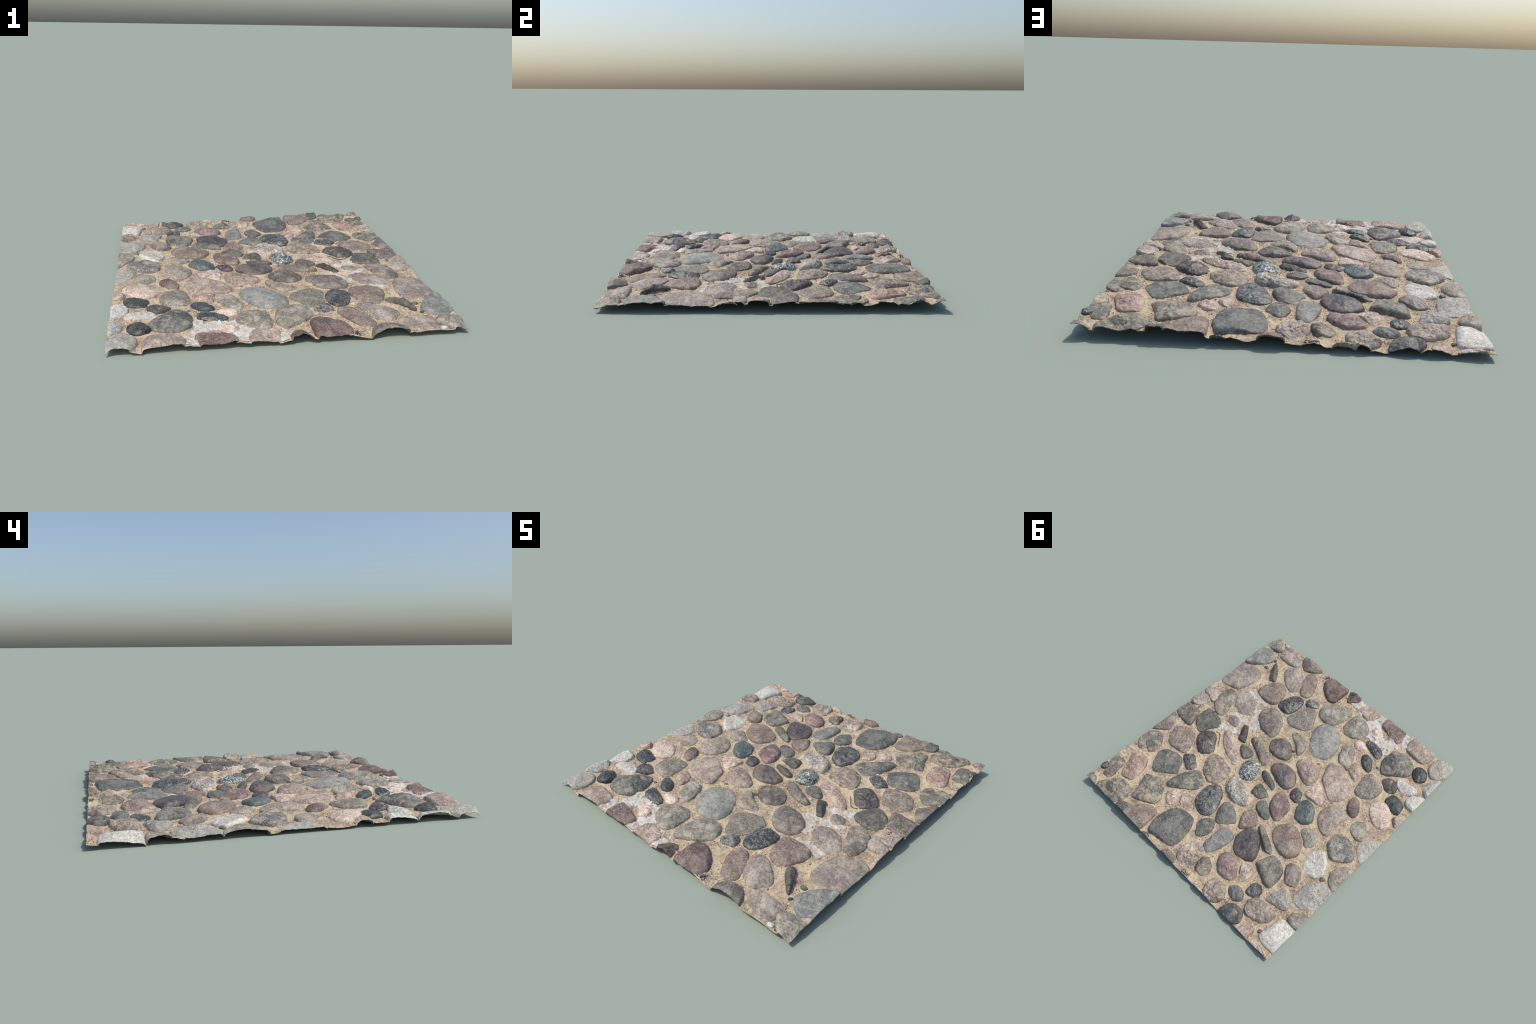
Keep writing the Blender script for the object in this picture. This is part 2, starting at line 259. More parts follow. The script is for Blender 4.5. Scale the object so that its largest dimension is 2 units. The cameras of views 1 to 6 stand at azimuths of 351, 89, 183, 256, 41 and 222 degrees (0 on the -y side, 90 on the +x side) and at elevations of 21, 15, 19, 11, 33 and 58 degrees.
# cobbles sixth course
cobble('mauve', at=(-0.905, 0.685), size=(0.108, 0.131), turn=-67, square=3.1, taper=0.50, bend=-0.29, rise=0.034, chips=((8, 0.067),), hub=(-0.89, 0.68), angular=0.4)
cobble('pale', at=(-0.864, 0.491), size=(0.271, 0.195), turn=55, square=1.7, taper=-0.07, bend=0.07, rise=0.030, tone=0.7, angular=0.5, rough=1.6)
cobble('pale', at=(-0.714, 0.662), size=(0.189, 0.129), turn=8, square=2.3, taper=0.24, bend=0.46, rise=0.041, chips=((346, 0.054), (191, 0.091),), tone=0.65, rough=1.5)
cobble('mauve', at=(-0.658, 0.473), size=(0.192, 0.101), turn=-57, square=2.6, taper=0.13, bend=-0.06, rise=0.040, chips=((282, 0.067), (14, 0.076), (106, 0.082),), angular=1, flat=0.4, tone=0.75, dust=0.1)
cobble('blueblack', at=(-0.549, 0.735), size=(0.116, 0.101), turn=70, square=1.7, taper=-0.10, bend=-0.18, rise=0.030, chips=((272, 0.054), (8, 0.045),), rough=1.3, dust=0.1)
cobble('greengrey', at=(-0.522, 0.562), size=(0.259, 0.160), turn=-26, square=2.4, taper=0.09, bend=0.33, rise=0.042, chips=((181, 0.091), (337, 0.096),), angular=0.8, flat=0.3, dust=0.2)
cobble('pink', at=(-0.425, 0.691), size=(0.126, 0.091), turn=-74, square=3.3, taper=0.54, bend=-0.02, rise=0.034, chips=((174, 0.041),), angular=1, tone=0.9)
cobble('maroon', at=(-0.299, 0.748), size=(0.214, 0.130), turn=-33, square=1.9, taper=0.06, bend=-0.11, rise=0.040, rough=1.4, tone=1.35)
cobble('purple', at=(-0.280, 0.537), size=(0.255, 0.180), turn=-54, square=2.0, taper=-0.06, bend=-0.20, rise=0.042, chips=((98, 0.113),), dust=0.08)
cobble('bluegrey', at=(-0.110, 0.673), size=(0.243, 0.109), turn=83, square=3.0, taper=-0.28, bend=-0.07, rise=0.034, chips=((61, 0.099),), hub=(-0.11, 0.66), tone=0.78, dust=0.15)
cobble('slate', at=(-0.001, 0.472), size=(0.178, 0.146), turn=-38, square=2.8, taper=-0.49, bend=-0.09, rise=0.036, chips=((151, 0.103), (231, 0.059),), hub=(-0.00, 0.48), angular=0.4)
cobble('slate', at=(0.031, 0.666), size=(0.172, 0.122), turn=-89, square=1.7, taper=0.15, bend=-0.05, rise=0.026, chips=((38, 0.055),), dust=0.3)
cobble('blueblack', at=(0.172, 0.477), size=(0.280, 0.167), turn=-75, square=2.1, taper=-0.14, bend=-0.18, rise=0.039, chips=((317, 0.125), (238, 0.092),), hub=(0.17, 0.49), angular=0.6, tone=1.15)
cobble('pink', at=(0.293, 0.604), size=(0.113, 0.081), turn=87, square=2.2, taper=-0.18, bend=0.06, rise=0.026, chips=((181, 0.039), (327, 0.049), (43, 0.043),))
cobble('pink', at=(0.369, 0.666), size=(0.136, 0.090), turn=-53, square=2.3, taper=0.11, bend=-0.02, rise=0.030, chips=((279, 0.053), (328, 0.056),))
cobble('slate', at=(0.409, 0.515), size=(0.314, 0.139), turn=57, square=2.1, taper=-0.59, bend=0.07, rise=0.030, chips=((244, 0.137), (63, 0.137),), hub=(0.40, 0.50), tone=0.95, dust=0.4, angular=0.4)
cobble('greengrey', at=(0.540, 0.742), size=(0.234, 0.195), turn=-62, square=3.6, taper=-0.16, bend=0.32, rise=0.032, chips=((113, 0.115),), rough=1.5, dust=0.5, angular=0.5, flat=0.6)
cobble('slate', at=(0.620, 0.501), size=(0.204, 0.196), turn=32, square=3.2, taper=0.17, bend=0.23, rise=0.032, dust=0.3)
cobble('redpink', at=(0.763, 0.689), size=(0.262, 0.140), turn=-71, square=2.6, taper=0.08, bend=-0.04, rise=0.034, chips=((109, 0.120), (269, 0.109),), flat=0.7, rough=1.5, angular=0.8)
cobble('greengrey', at=(0.849, 0.453), size=(0.204, 0.126), turn=-42, square=2.4, taper=0.26, bend=0.22, rise=0.020, chips=((315, 0.088), (58, 0.057),), flat=1, angular=0.6, dust=0.4)
cobble('greengrey', at=(0.901, 0.513), size=(0.138, 0.062), turn=-37, square=2.7, taper=-0.15, bend=0.13, rise=0.017, flat=1, dust=0.4)
cobble('olive', at=(0.919, 0.642), size=(0.046, 0.058), turn=-90, square=2.7, taper=-0.20, bend=-0.01, rise=0.014, chips=((99, 0.026),), dust=0.5)
# cobbles along the +y border
cobble('pale', at=(-0.877, 0.840), size=(0.215, 0.261), turn=88, square=2.8, taper=0.18, bend=0.10, rise=0.032, chips=((348, 0.082), (277, 0.114),), flat=0.9, tone=1.05, angular=0.3)
cobble('pink', at=(-0.830, 0.989), size=(0.143, 0.031), turn=-6, square=2.2, taper=0.68, bend=0.10, rise=0.024, chips=((310, 0.033),), flat=1)
cobble('redpink', at=(-0.707, 0.966), size=(0.165, 0.079), turn=80, square=2.5, taper=0.11, bend=0.18, rise=0.026, chips=((187, 0.038), (289, 0.038),), angular=0.8)
cobble('pinkgrey', at=(-0.695, 0.808), size=(0.245, 0.141), turn=20, square=2.0, taper=0.47, bend=-0.01, rise=0.042, chips=((93, 0.076), (180, 0.083),), hub=(-0.68, 0.81), rough=1.6)
cobble('slate', at=(-0.557, 0.951), size=(0.206, 0.128), turn=14, square=1.8, taper=0.05, bend=-0.01, rise=0.040, chips=((207, 0.074), (341, 0.070),), tone=0.8)
cobble('slate', at=(-0.478, 0.835), size=(0.126, 0.089), turn=-16, square=2.2, taper=-0.00, bend=0.02, rise=0.030, chips=((129, 0.063), (325, 0.054),), angular=0.3, tone=1.3)
cobble('pinkgrey', at=(-0.369, 0.924), size=(0.183, 0.148), turn=-35, square=1.8, taper=0.01, bend=-0.15, rise=0.034, chips=((143, 0.088),), rough=1.8, tone=0.95)
cobble('pink', at=(-0.279, 0.994), size=(0.106, 0.020), turn=1, square=1.9, taper=0.38, bend=0.26, rise=0.034, chips=((13, 0.055),))
cobble('greengrey', at=(-0.185, 0.863), size=(0.152, 0.101), turn=-60, square=1.9, taper=-0.22, bend=0.23, rise=0.038, chips=((142, 0.065), (86, 0.054),), angular=0.8, tone=0.9, dust=0.4)
cobble('pinkgrey', at=(-0.052, 0.863), size=(0.205, 0.156), turn=88, square=2.2, taper=0.09, bend=-0.10, rise=0.030, chips=((78, 0.105), (139, 0.095),), tone=1.1, rough=2.2)
cobble('redbrown', at=(0.050, 0.985), size=(0.136, 0.060), turn=-9, square=2.3, taper=-0.13, bend=0.19, rise=0.034, chips=((329, 0.044),))
cobble('slate', at=(0.195, 0.828), size=(0.319, 0.247), turn=-88, square=2.8, taper=-0.09, bend=-0.06, rise=0.039, chips=((102, 0.118),), dust=0.2, flat=0.3)
cobble('slate', at=(0.279, 0.995), size=(0.068, 0.030), turn=-11, square=2.8, taper=0.30, bend=0.21, rise=0.030, chips=((314, 0.021),))
cobble('redbrown', at=(0.416, 0.930), size=(0.257, 0.204), turn=46, square=1.7, taper=-0.03, bend=-0.11, rise=0.031, chips=((182, 0.081), (338, 0.100),), flat=1, angular=0.4)
cobble('slate', at=(0.562, 0.976), size=(0.080, 0.102), turn=-12, square=2.9, taper=-0.40, bend=-0.20, rise=0.027, chips=((278, 0.054),), angular=0.6)
cobble('greengrey', at=(0.725, 0.939), size=(0.253, 0.218), turn=41, square=2.7, taper=0.17, bend=0.13, rise=0.030, chips=((328, 0.086), (73, 0.112),), hub=(0.71, 0.92), flat=0.5, rough=1.8, dust=0.5)
cobble('greengrey', at=(0.869, 0.822), size=(0.226, 0.088), turn=-75, square=3.6, taper=0.35, bend=0.24, rise=0.019, chips=((278, 0.106), (100, 0.082),), hub=(0.87, 0.81), angular=0.8, dust=0.4)
cobble('brown', at=(0.905, 0.979), size=(0.102, 0.051), turn=-18, square=2.4, taper=0.56, bend=-0.18, rise=0.022, flat=1)
cobble('blueblack', at=(0.917, 0.854), size=(0.056, 0.063), turn=-0, square=2.7, taper=0.57, bend=-0.06, rise=0.021, chips=((28, 0.034), (119, 0.028),))


# pebbles: small loose stones pressed into the sand
def pebble(rock, at, size, turn=0, tone=1.0):
    cobble(rock, at, size, turn, 2.2, 0.15, 0.1, 0.6 * size[1] + 0.004, tone=tone, angular=0.4)
    COBBLES[-1].is_pebble = True


pebble('redbrown', (-0.362, -0.425), (0.030, 0.022), 20)
pebble('slate', (-0.821, 0.352), (0.032, 0.026), 40)
pebble('slate', (0.764, -0.787), (0.022, 0.016), 70, 0.6)
pebble('greengrey', (0.767, -0.686), (0.034, 0.024), 10, 0.7)
pebble('slate', (0.028, -0.255), (0.034, 0.013), 45, 0.5)
pebble('pale', (0.803, -0.978), (0.040, 0.022), 0)
pebble('slate', (-0.775, 0.901), (0.026, 0.020), 30, 0.8)
pebble('pale', (0.307, -0.056), (0.014, 0.011), 0, 1.3)
pebble('pale', (0.42, -0.63), (0.020, 0.012), 0)
pebble('slate', (-0.512, -0.597), (0.014, 0.012), 0, 0.5)
pebble('brown', (-0.673, -0.076), (0.026, 0.012), 60, 0.8)
pebble('redbrown', (-0.184, -0.305), (0.028, 0.016), 30)


# --------------------------------------------------------------- sand bed --
def nearest_cobbles(x, y):
    """Signed distance to the nearest outline, and rho of the nearest border-cut stone."""
    gap, cut = np.full(x.shape, 9.0), np.full(x.shape, 9.0)
    for stone in COBBLES:
        near = (np.abs(x - stone.at[0]) < stone.reach + 0.05) & (np.abs(y - stone.at[1]) < stone.reach + 0.05)
        r = stone.rho(x[near], y[near])
        gap[near] = np.minimum(gap[near], (r - 1) * stone.girth)
        if stone.cut:
            cut[near] = np.minimum(cut[near], r)
    return gap, cut


def sand_level(x, y, gap):
    bank = 0.005 + 0.0025 * fbm(x, y, 9, 2, 71)
    banked = bank * np.exp(-np.maximum(gap, 0) / 0.02)
    under = -0.25 * np.maximum(-gap - 0.006, 0)
    swell = 0.0034 * fbm(x, y, 8, 3, 21)
    grain = 0.0022 * fbm(x, y, 40, 3, 33) + 0.0006 * perlin(x * 150, y * 150, 61)
    crumbly = 0.006 * np.maximum(fbm(x, y, 26, 4, 52) - 0.2, 0)
    return np.maximum(ground_level(x, y) - 0.001 + banked + np.maximum(under, -0.006) + swell + grain + crumbly, 0.0035)


def mesh_object(name, verts, faces, material, parent, origin=(0, 0, 0), smooth=True):
    mesh = bpy.data.meshes.new(name)
    mesh.from_pydata([tuple(v) for v in np.asarray(verts, float) - np.asarray(origin, float)], [], faces)
    if smooth:
        mesh.polygons.foreach_set("use_smooth", [True] * len(mesh.polygons))
    mesh.materials.append(material)
    mesh.update()
    obj = bpy.data.objects.new(name, mesh)
    obj.location = origin
    bpy.context.scene.collection.objects.link(obj)
    obj.parent = parent
    return obj


def sheet(name, x, y, top, keep, thickness, material, parent):
    """A closed sheet over the grid (x, y): top surface, underside and rim."""
    rows, cols = x.shape
    keep = keep[:-1, :-1] & keep[1:, :-1] & keep[:-1, 1:] & keep[1:, 1:]
    index = np.arange(rows * cols).reshape(rows, cols)
    a, b, c, d = index[:-1, :-1][keep], index[:-1, 1:][keep], index[1:, 1:][keep], index[1:, :-1][keep]
    quads = np.stack([a, b, c, d], 1)
    used, flat = np.unique(quads, return_inverse=True)
    quads = flat.reshape(-1, 4)
    n = len(used)
    pts = np.stack([x.ravel()[used], y.ravel()[used], top.ravel()[used]], 1)
    low = pts.copy()
    low[:, 2] = np.maximum(low[:, 2] - thickness, 0.0)
    edges = np.concatenate([quads[:, [i, (i + 1) % 4]] for i in range(4)])
    key = np.sort(edges, 1) @ np.array([n, 1])
    _, first, count = np.unique(key, return_index=True, return_counts=True)
    rim = edges[first[count == 1]]
    walls = np.stack([rim[:, 1], rim[:, 0], rim[:, 0] + n, rim[:, 1] + n], 1)
    faces = np.concatenate([quads, quads[:, ::-1] + n, walls])
    return mesh_object(name, np.concatenate([pts, low]), faces.tolist(), material, parent)


def cobble_mesh(stone):
    """Rings of vertices from the hub to the rim, and an underside."""
    big = stone.girth > 0.045
    segs, rings = (104, 34) if big else (72, 22)
    angles = np.linspace(0, 2 * math.pi, segs, endpoint=False)
    # put vertices exactly on the corners of the patch
    if stone.cut:
        for cx in (-HALF_X, HALF_X):
            for cy in (-HALF_Y, HALF_Y):
                if stone.rho(np.array([cx]), np.array([cy]))[0] < 1:
                    t = math.atan2(cy - stone.hub[1], cx - stone.hub[0]) % (2 * math.pi)
                    angles[np.argmin(np.abs(angles - t))] = t
    reach, at_border = stone.rim(angles)
    t = np.linspace(0, 1, rings + 1)[1:]
    steps = 1 - (1 - t) ** 1.6
    steps = 0.5 * steps + 0.5 * t
    hx, hy = stone.hub
    x = np.concatenate([[hx], (hx + np.outer(steps, np.cos(angles) * reach)).ravel()])
    y = np.concatenate([[hy], (hy + np.outer(steps, np.sin(angles) * reach)).ravel()])
    top = stone.top(x, y)
    if stone.cut:                       # a thin cap, as the patch is a thin sheet
        low = np.maximum(top - 0.003, 0.0)
    else:                               # a full body sitting in the sand
        r = np.clip(stone.rho(x, y), 0, 1)
        low = np.maximum(ground_level(x, y) - 0.003 - 0.006 * (1 - r ** 4), 0.0015)
        low = np.minimum(low, top - 0.0005)
    n = len(x)
    ring = lambda k: 1 + k * segs + np.arange(segs)
    step = lambda k: 1 + k * segs + (np.arange(segs) + 1) % segs
    faces = [(0, int(p), int(q)) for p, q in zip(ring(0), step(0))]
    quads = [np.stack([ring(k), ring(k + 1), step(k + 1), step(k)], 1) for k in range(rings - 1)]
    quads = np.concatenate(quads)
    faces += quads.tolist()
    faces += [(f[0] + n, f[2] + n, f[1] + n) for f in faces[:segs]]
    faces += (quads[:, ::-1] + n).tolist()
    last, after = ring(rings - 1), step(rings - 1)
    faces += np.stack([last, last + n, after + n, after], 1).tolist()
    verts = np.concatenate([np.stack([x, y, top], 1), np.stack([x, y, low], 1)])
    return verts, faces


# -------------------------------------------------------------- materials --
class Graph:
    def __init__(self, name):
        self.material = bpy.data.materials.new(name)
        self.material.use_nodes = True
        self.tree = self.material.node_tree
        self.shader = self.tree.nodes["Principled BSDF"]
        self.shader.inputs["Specular IOR Level"].default_value = 0.5

    def node(self, kind, **settings):
        n = self.tree.nodes.new(kind)
        for key, value in settings.items():
            setattr(n, key, value)
        return n

    def put(self, value, socket):
        if isinstance(value, bpy.types.NodeSocket):
            self.tree.links.new(value, socket)
        elif isinstance(value, tuple) and len(value) == 3 and socket.type == 'RGBA':
            socket.default_value = (*value, 1)
        else:
            socket.default_value = value

    def math(self, op, a, b=0.0, clamp=False):
        n = self.node("ShaderNodeMath", operation=op, use_clamp=clamp)
        self.put(a, n.inputs[0])
        self.put(b, n.inputs[1])
        return n.outputs[0]

    def mix(self, fac, a, b, blend='MIX'):
        n = self.node("ShaderNodeMix", data_type='RGBA', blend_type=blend)
        self.put(fac, n.inputs[0])
        self.put(a, n.inputs[6])
        self.put(b, n.inputs[7])
        return n.outputs[2]

    def value(self, name):
        return self.node("ShaderNodeAttribute", attribute_type='OBJECT', attribute_name='["%s"]' % name).outputs["Fac"]

    def noise(self, vector, scale, detail=3.0, rough=0.55, distortion=0.0):
        n = self.node("ShaderNodeTexNoise")
        self.put(vector, n.inputs["Vector"])
        n.inputs["Scale"].default_value = scale
        n.inputs["Detail"].default_value = detail
        n.inputs["Roughness"].default_value = rough
        n.inputs["Distortion"].default_value = distortion
        return n.outputs["Fac"]

    def cells(self, vector, scale):
        n = self.node("ShaderNodeTexVoronoi")
        self.put(vector, n.inputs["Vector"])
        n.inputs["Scale"].default_value = scale
        return n.outputs

    def ramp(self, value, low, high, invert=False):
        n = self.node("ShaderNodeMapRange", interpolation_type='SMOOTHSTEP')
        self.put(value, n.inputs["Value"])
        self.put(low, n.inputs["From Min"])
        self.put(high, n.inputs["From Max"])
        if invert:
            n.inputs["To Min"].default_value, n.inputs["To Max"].default_value = 1, 0
        return n.outputs[0]

    def coords(self, seeded=True):
        vector = self.node("ShaderNodeTexCoord").outputs["Object"]
        if not seeded:
            return vector
        shift = self.node("ShaderNodeVectorMath", operation='MULTIPLY_ADD')
        joined = self.node("ShaderNodeCombineXYZ")
        seed = self.value("grain_seed")
        for i in range(3):
            self.put(seed, joined.inputs[i])
        self.put(joined.outputs[0], shift.inputs[0])
        shift.inputs[1].default_value = (1.37, 2.91, 0.73)
        self.put(vector, shift.inputs[2])
        return shift.outputs[0]

    def bump(self, height, strength, distance):
        n = self.node("ShaderNodeBump")
        n.inputs["Strength"].default_value = strength
        n.inputs["Distance"].default_value = distance
        self.put(height, n.inputs["Height"])
        self.put(n.outputs[0], self.shader.inputs["Normal"])


def rock_material(name, base, second, light, dark, light_share=0.35, dark_share=0.35, grain=110, patch=9, stripe=None, roughness=0.6, mottling=1.5):
    """Two body colours in soft patches, light and dark mineral grains, optional
    stripes, and a film of sand dust; tone, dust and banded are per-stone values."""
    g = Graph(name)
    at = g.coords()
    patches = g.ramp(g.noise(at, patch, 5, 0.6, 0.4), 0.5 - 0.16 / mottling, 0.5 + 0.16 / mottling)
    colour = g.mix(patches, base, second)
    if stripe:
        wave = g.node("ShaderNodeTexWave", wave_type='BANDS', bands_direction='DIAGONAL')
        g.put(at, wave.inputs["Vector"])
        wave.inputs["Scale"].default_value = 3.2
        wave.inputs["Distortion"].default_value = 4.0
        wave.inputs["Detail"].default_value = 3.0
        wave.inputs["Detail Scale"].default_value = 1.6
        band = g.math('MULTIPLY', g.ramp(wave.outputs["Fac"], 0.4, 0.85), g.math('MULTIPLY', g.value("banded"), 0.75))
        colour = g.mix(band, colour, stripe)
    fine = g.noise(at, grain, 3, 0.7)
    coarse = g.noise(at, grain * 0.6, 4, 0.7)
    crystal = g.node("ShaderNodeSeparateColor")
    g.put(g.cells(at, grain * 1.5)["Color"], crystal.inputs[0])
    grains = g.math('ADD', g.math('MULTIPLY', fine, 0.45), g.math('MULTIPLY', coarse, 0.4))
    grains = g.math('ADD', grains, g.math('MULTIPLY', crystal.outputs[0], 0.21))
    middle = 0.53
    colour = g.mix(g.math('MULTIPLY', g.ramp(grains, middle + 0.015, middle + 0.14), light_share), colour, light)
    colour = g.mix(g.math('MULTIPLY', g.ramp(grains, middle - 0.14, middle - 0.015, invert=True), dark_share), colour, dark)
    # scuffs and faint veins, a little paler than the body
    scuffed = g.ramp(g.noise(at, 15, 6, 0.75, 1.2), 0.53, 0.68)
    colour = g.mix(g.math('MULTIPLY', scuffed, 0.32), colour, light)
    worn = g.ramp(g.noise(at, 7.5, 4, 0.6, 0.6), 0.52, 0.68)
    colour = g.mix(g.math('MULTIPLY', worn, 0.3), colour, dark)
    # hairline cracks and pale veins
    line = g.math('ABSOLUTE', g.math('SUBTRACT', g.noise(at, 9, 5, 0.6, 0.8), 0.5))
    colour = g.mix(g.math('MULTIPLY', g.ramp(line, 0.002, 0.016, invert=True), 0.55), colour, dark)
    line = g.math('ABSOLUTE', g.math('SUBTRACT', g.noise(at, 6.5, 4, 0.55, 1.5), 0.47))
    colour = g.mix(g.math('MULTIPLY', g.ramp(line, 0.002, 0.02, invert=True), 0.28), colour, light)
    tone = g.value("tone")
    joined = g.node("ShaderNodeCombineXYZ")
    for i in range(3):
        g.put(tone, joined.inputs[i])
    colour = g.mix(1.0, colour, joined.outputs[0], 'MULTIPLY')
    # dust: ragged patches of sand stuck to the stone
    film = g.noise(at, 26, 7, 0.72, 0.5)
    edge = g.math('SUBTRACT', 0.665, g.math('MULTIPLY', g.value("dust"), 0.42))
    dusty = g.ramp(film, edge, g.math('ADD', edge, 0.12))
    colour = g.mix(g.math('MULTIPLY', dusty, 0.55), colour, tuple(0.86 * c for c in SAND))
    g.put(colour, g.shader.inputs["Base Color"])
    g.shader.inputs["Roughness"].default_value = roughness
    g.bump(g.math('ADD', fine, g.noise(at, 48, 4, 0.6)), 0.55, 0.003)
    return g.material


ROCKS = {
    'slate': dict(base=(0.091, 0.095, 0.086), second=(0.202, 0.203, 0.173), light=(0.387, 0.376, 0.311), dark=(0.040, 0.043, 0.041), light_share=0.32, dark_share=0.45),
    'bluegrey': dict(base=(0.165, 0.172, 0.158), second=(0.285, 0.282, 0.242), light=(0.430, 0.437, 0.372), dark=(0.071, 0.081, 0.084), light_share=0.32, dark_share=0.5),
    'blueblack': dict(base=(0.038, 0.043, 0.044), second=(0.106, 0.111, 0.105), light=(0.446, 0.438, 0.366), dark=(0.016, 0.018, 0.020), light_share=0.4, dark_share=0.55, roughness=0.42),
    'teal': dict(base=(0.058, 0.073, 0.072), second=(0.110, 0.126, 0.116), light=(0.297, 0.313, 0.272), dark=(0.027, 0.036, 0.038), light_share=0.22, dark_share=0.35, roughness=0.46),
    'greengrey': dict(base=(0.104, 0.103, 0.085), second=(0.235, 0.223, 0.180), light=(0.427, 0.398, 0.311), dark=(0.042, 0.041, 0.036), light_share=0.42, dark_share=0.55),
    'olive': dict(base=(0.169, 0.152, 0.120), second=(0.335, 0.302, 0.239), light=(0.483, 0.440, 0.350), dark=(0.068, 0.062, 0.052), light_share=0.45, dark_share=0.6),
    'brown': dict(base=(0.130, 0.111, 0.092), second=(0.268, 0.233, 0.188), light=(0.422, 0.372, 0.300), dark=(0.057, 0.049, 0.042), light_share=0.42, dark_share=0.55),
    'mauve': dict(base=(0.213, 0.175, 0.149), second=(0.379, 0.322, 0.265), light=(0.536, 0.464, 0.385), dark=(0.099, 0.077, 0.067), light_share=0.36, dark_share=0.45),
    'pink': dict(base=(0.296, 0.223, 0.177), second=(0.488, 0.390, 0.308), light=(0.658, 0.534, 0.431), dark=(0.115, 0.091, 0.076), light_share=0.55, dark_share=0.6),
    'pinkgrey': dict(base=(0.200, 0.162, 0.130), second=(0.350, 0.300, 0.238), light=(0.561, 0.444, 0.344), dark=(0.076, 0.067, 0.056), light_share=0.5, dark_share=0.7),
    'redpink': dict(base=(0.214, 0.142, 0.114), second=(0.368, 0.281, 0.225), light=(0.597, 0.421, 0.310), dark=(0.100, 0.061, 0.050), light_share=0.45, dark_share=0.5),
    'maroon': dict(base=(0.104, 0.066, 0.059), second=(0.184, 0.136, 0.121), light=(0.398, 0.311, 0.253), dark=(0.050, 0.031, 0.028), light_share=0.24, dark_share=0.4, roughness=0.62),
    'purple': dict(base=(0.067, 0.060, 0.058), second=(0.140, 0.122, 0.112), light=(0.326, 0.283, 0.243), dark=(0.029, 0.027, 0.028), light_share=0.25, dark_share=0.4, stripe=(0.203, 0.145, 0.119), roughness=0.5),
    'redbrown': dict(base=(0.156, 0.115, 0.091), second=(0.228, 0.189, 0.152), light=(0.441, 0.325, 0.246), dark=(0.058, 0.048, 0.042), light_share=0.4, dark_share=0.55),
    'pale': dict(base=(0.389, 0.373, 0.320), second=(0.373, 0.352, 0.306), light=(0.691, 0.677, 0.596), dark=(0.157, 0.150, 0.134), light_share=0.5, dark_share=0.55, stripe=(0.706, 0.677, 0.577)),
    'silver': dict(base=(0.045, 0.053, 0.052), second=(0.148, 0.167, 0.157), light=(0.656, 0.698, 0.630), dark=(0.021, 0.024, 0.025), light_share=0.75, dark_share=0.5, grain=70, roughness=0.35),
    'marbled': dict(base=(0.388, 0.341, 0.279), second=(0.165, 0.160, 0.143), light=(0.639, 0.581, 0.488), dark=(0.070, 0.070, 0.065), light_share=0.5, dark_share=0.5, patch=14, stripe=(0.100, 0.100, 0.092), mottling=2.0),
}


# how much darker or lighter than its recipe each rock lies in this pavement
ROCK_TONE = {'slate': 0.76, 'blueblack': 0.78, 'greengrey': 0.78, 'purple': 0.78, 'brown': 0.86, 'maroon': 0.95, 'pale': 1.12, 'pink': 1.05, 'mauve': 0.9}


def sand_material():
    g = Graph("dry_sand")
    at = g.coords(seeded=False)
    patches = g.ramp(g.noise(at, 11, 6, 0.65, 0.3), 0.40, 0.64)
    colour = g.mix(patches, SAND, (0.315, 0.245, 0.175))
    colour = g.mix(g.ramp(g.noise(at, 70, 4, 0.7), 0.48, 0.66), colour, (0.58, 0.49, 0.355))
    litter = g.math('MULTIPLY', g.ramp(g.noise(at, 95, 4, 0.78), 0.50, 0.60), g.ramp(g.noise(at, 9, 4, 0.6), 0.42, 0.62))
    colour = g.mix(g.math('MULTIPLY', litter, 0.8), colour, (0.12, 0.08, 0.062))
    colour = g.mix(g.math('MULTIPLY', g.ramp(g.noise(at, 260, 2, 0.6), 0.62, 0.70), 0.6), colour, (0.10, 0.07, 0.055))
    g.put(colour, g.shader.inputs["Base Color"])
    g.shader.inputs["Roughness"].default_value = 0.95
    g.shader.inputs["Specular IOR Level"].default_value = 0.25
    g.bump(g.math('ADD', g.noise(at, 190, 4, 0.7), g.noise(at, 70, 4, 0.6)), 0.5, 0.004)
    return g.material


def mortar_material():
    g = Graph("white_mortar")
    at = g.coords(seeded=False)
    colour = g.mix(g.ramp(g.noise(at, 24, 5, 0.65), 0.42, 0.62), (0.60, 0.595, 0.565), (0.50, 0.475, 0.42))
    colour = g.mix(g.math('MULTIPLY', g.ramp(g.noise(at, 30, 6, 0.78), g.math('SUBTRACT', 0.47, g.value("dirt")), g.math('SUBTRACT', 0.58, g.value("dirt"))), 0.85), colour, (0.45, 0.365, 0.27))
    colour = g.mix(g.math('MULTIPLY', g.ramp(g.noise(at, 150, 3, 0.7), 0.62, 0.70), 0.8), colour, (0.10, 0.075, 0.06))
    g.put(colour, g.shader.inputs["Base Color"])
    g.shader.inputs["Roughness"].default_value = 0.9
    g.bump(g.noise(at, 90, 4, 0.65), 0.25, 0.002)
    return g.material


def plain_material(name, first, second):
    g = Graph(name)
    colour = g.mix(g.ramp(g.noise(g.coords(seeded=False), 60, 3), 0.4, 0.6), first, second)
    g.put(colour, g.shader.inputs["Base Color"])
    g.shader.inputs["Roughness"].default_value = 0.9
    return g.material


# ------------------------------------------------------------------ build --
pavement = bpy.data.objects.new("cobblestone_pavement", None)
pavement["label"] = "square patch of mixed field stone cobbles set in sand"
pavement["category"] = "cobblestone pavement"
bpy.context.scene.collection.objects.link(pavement)

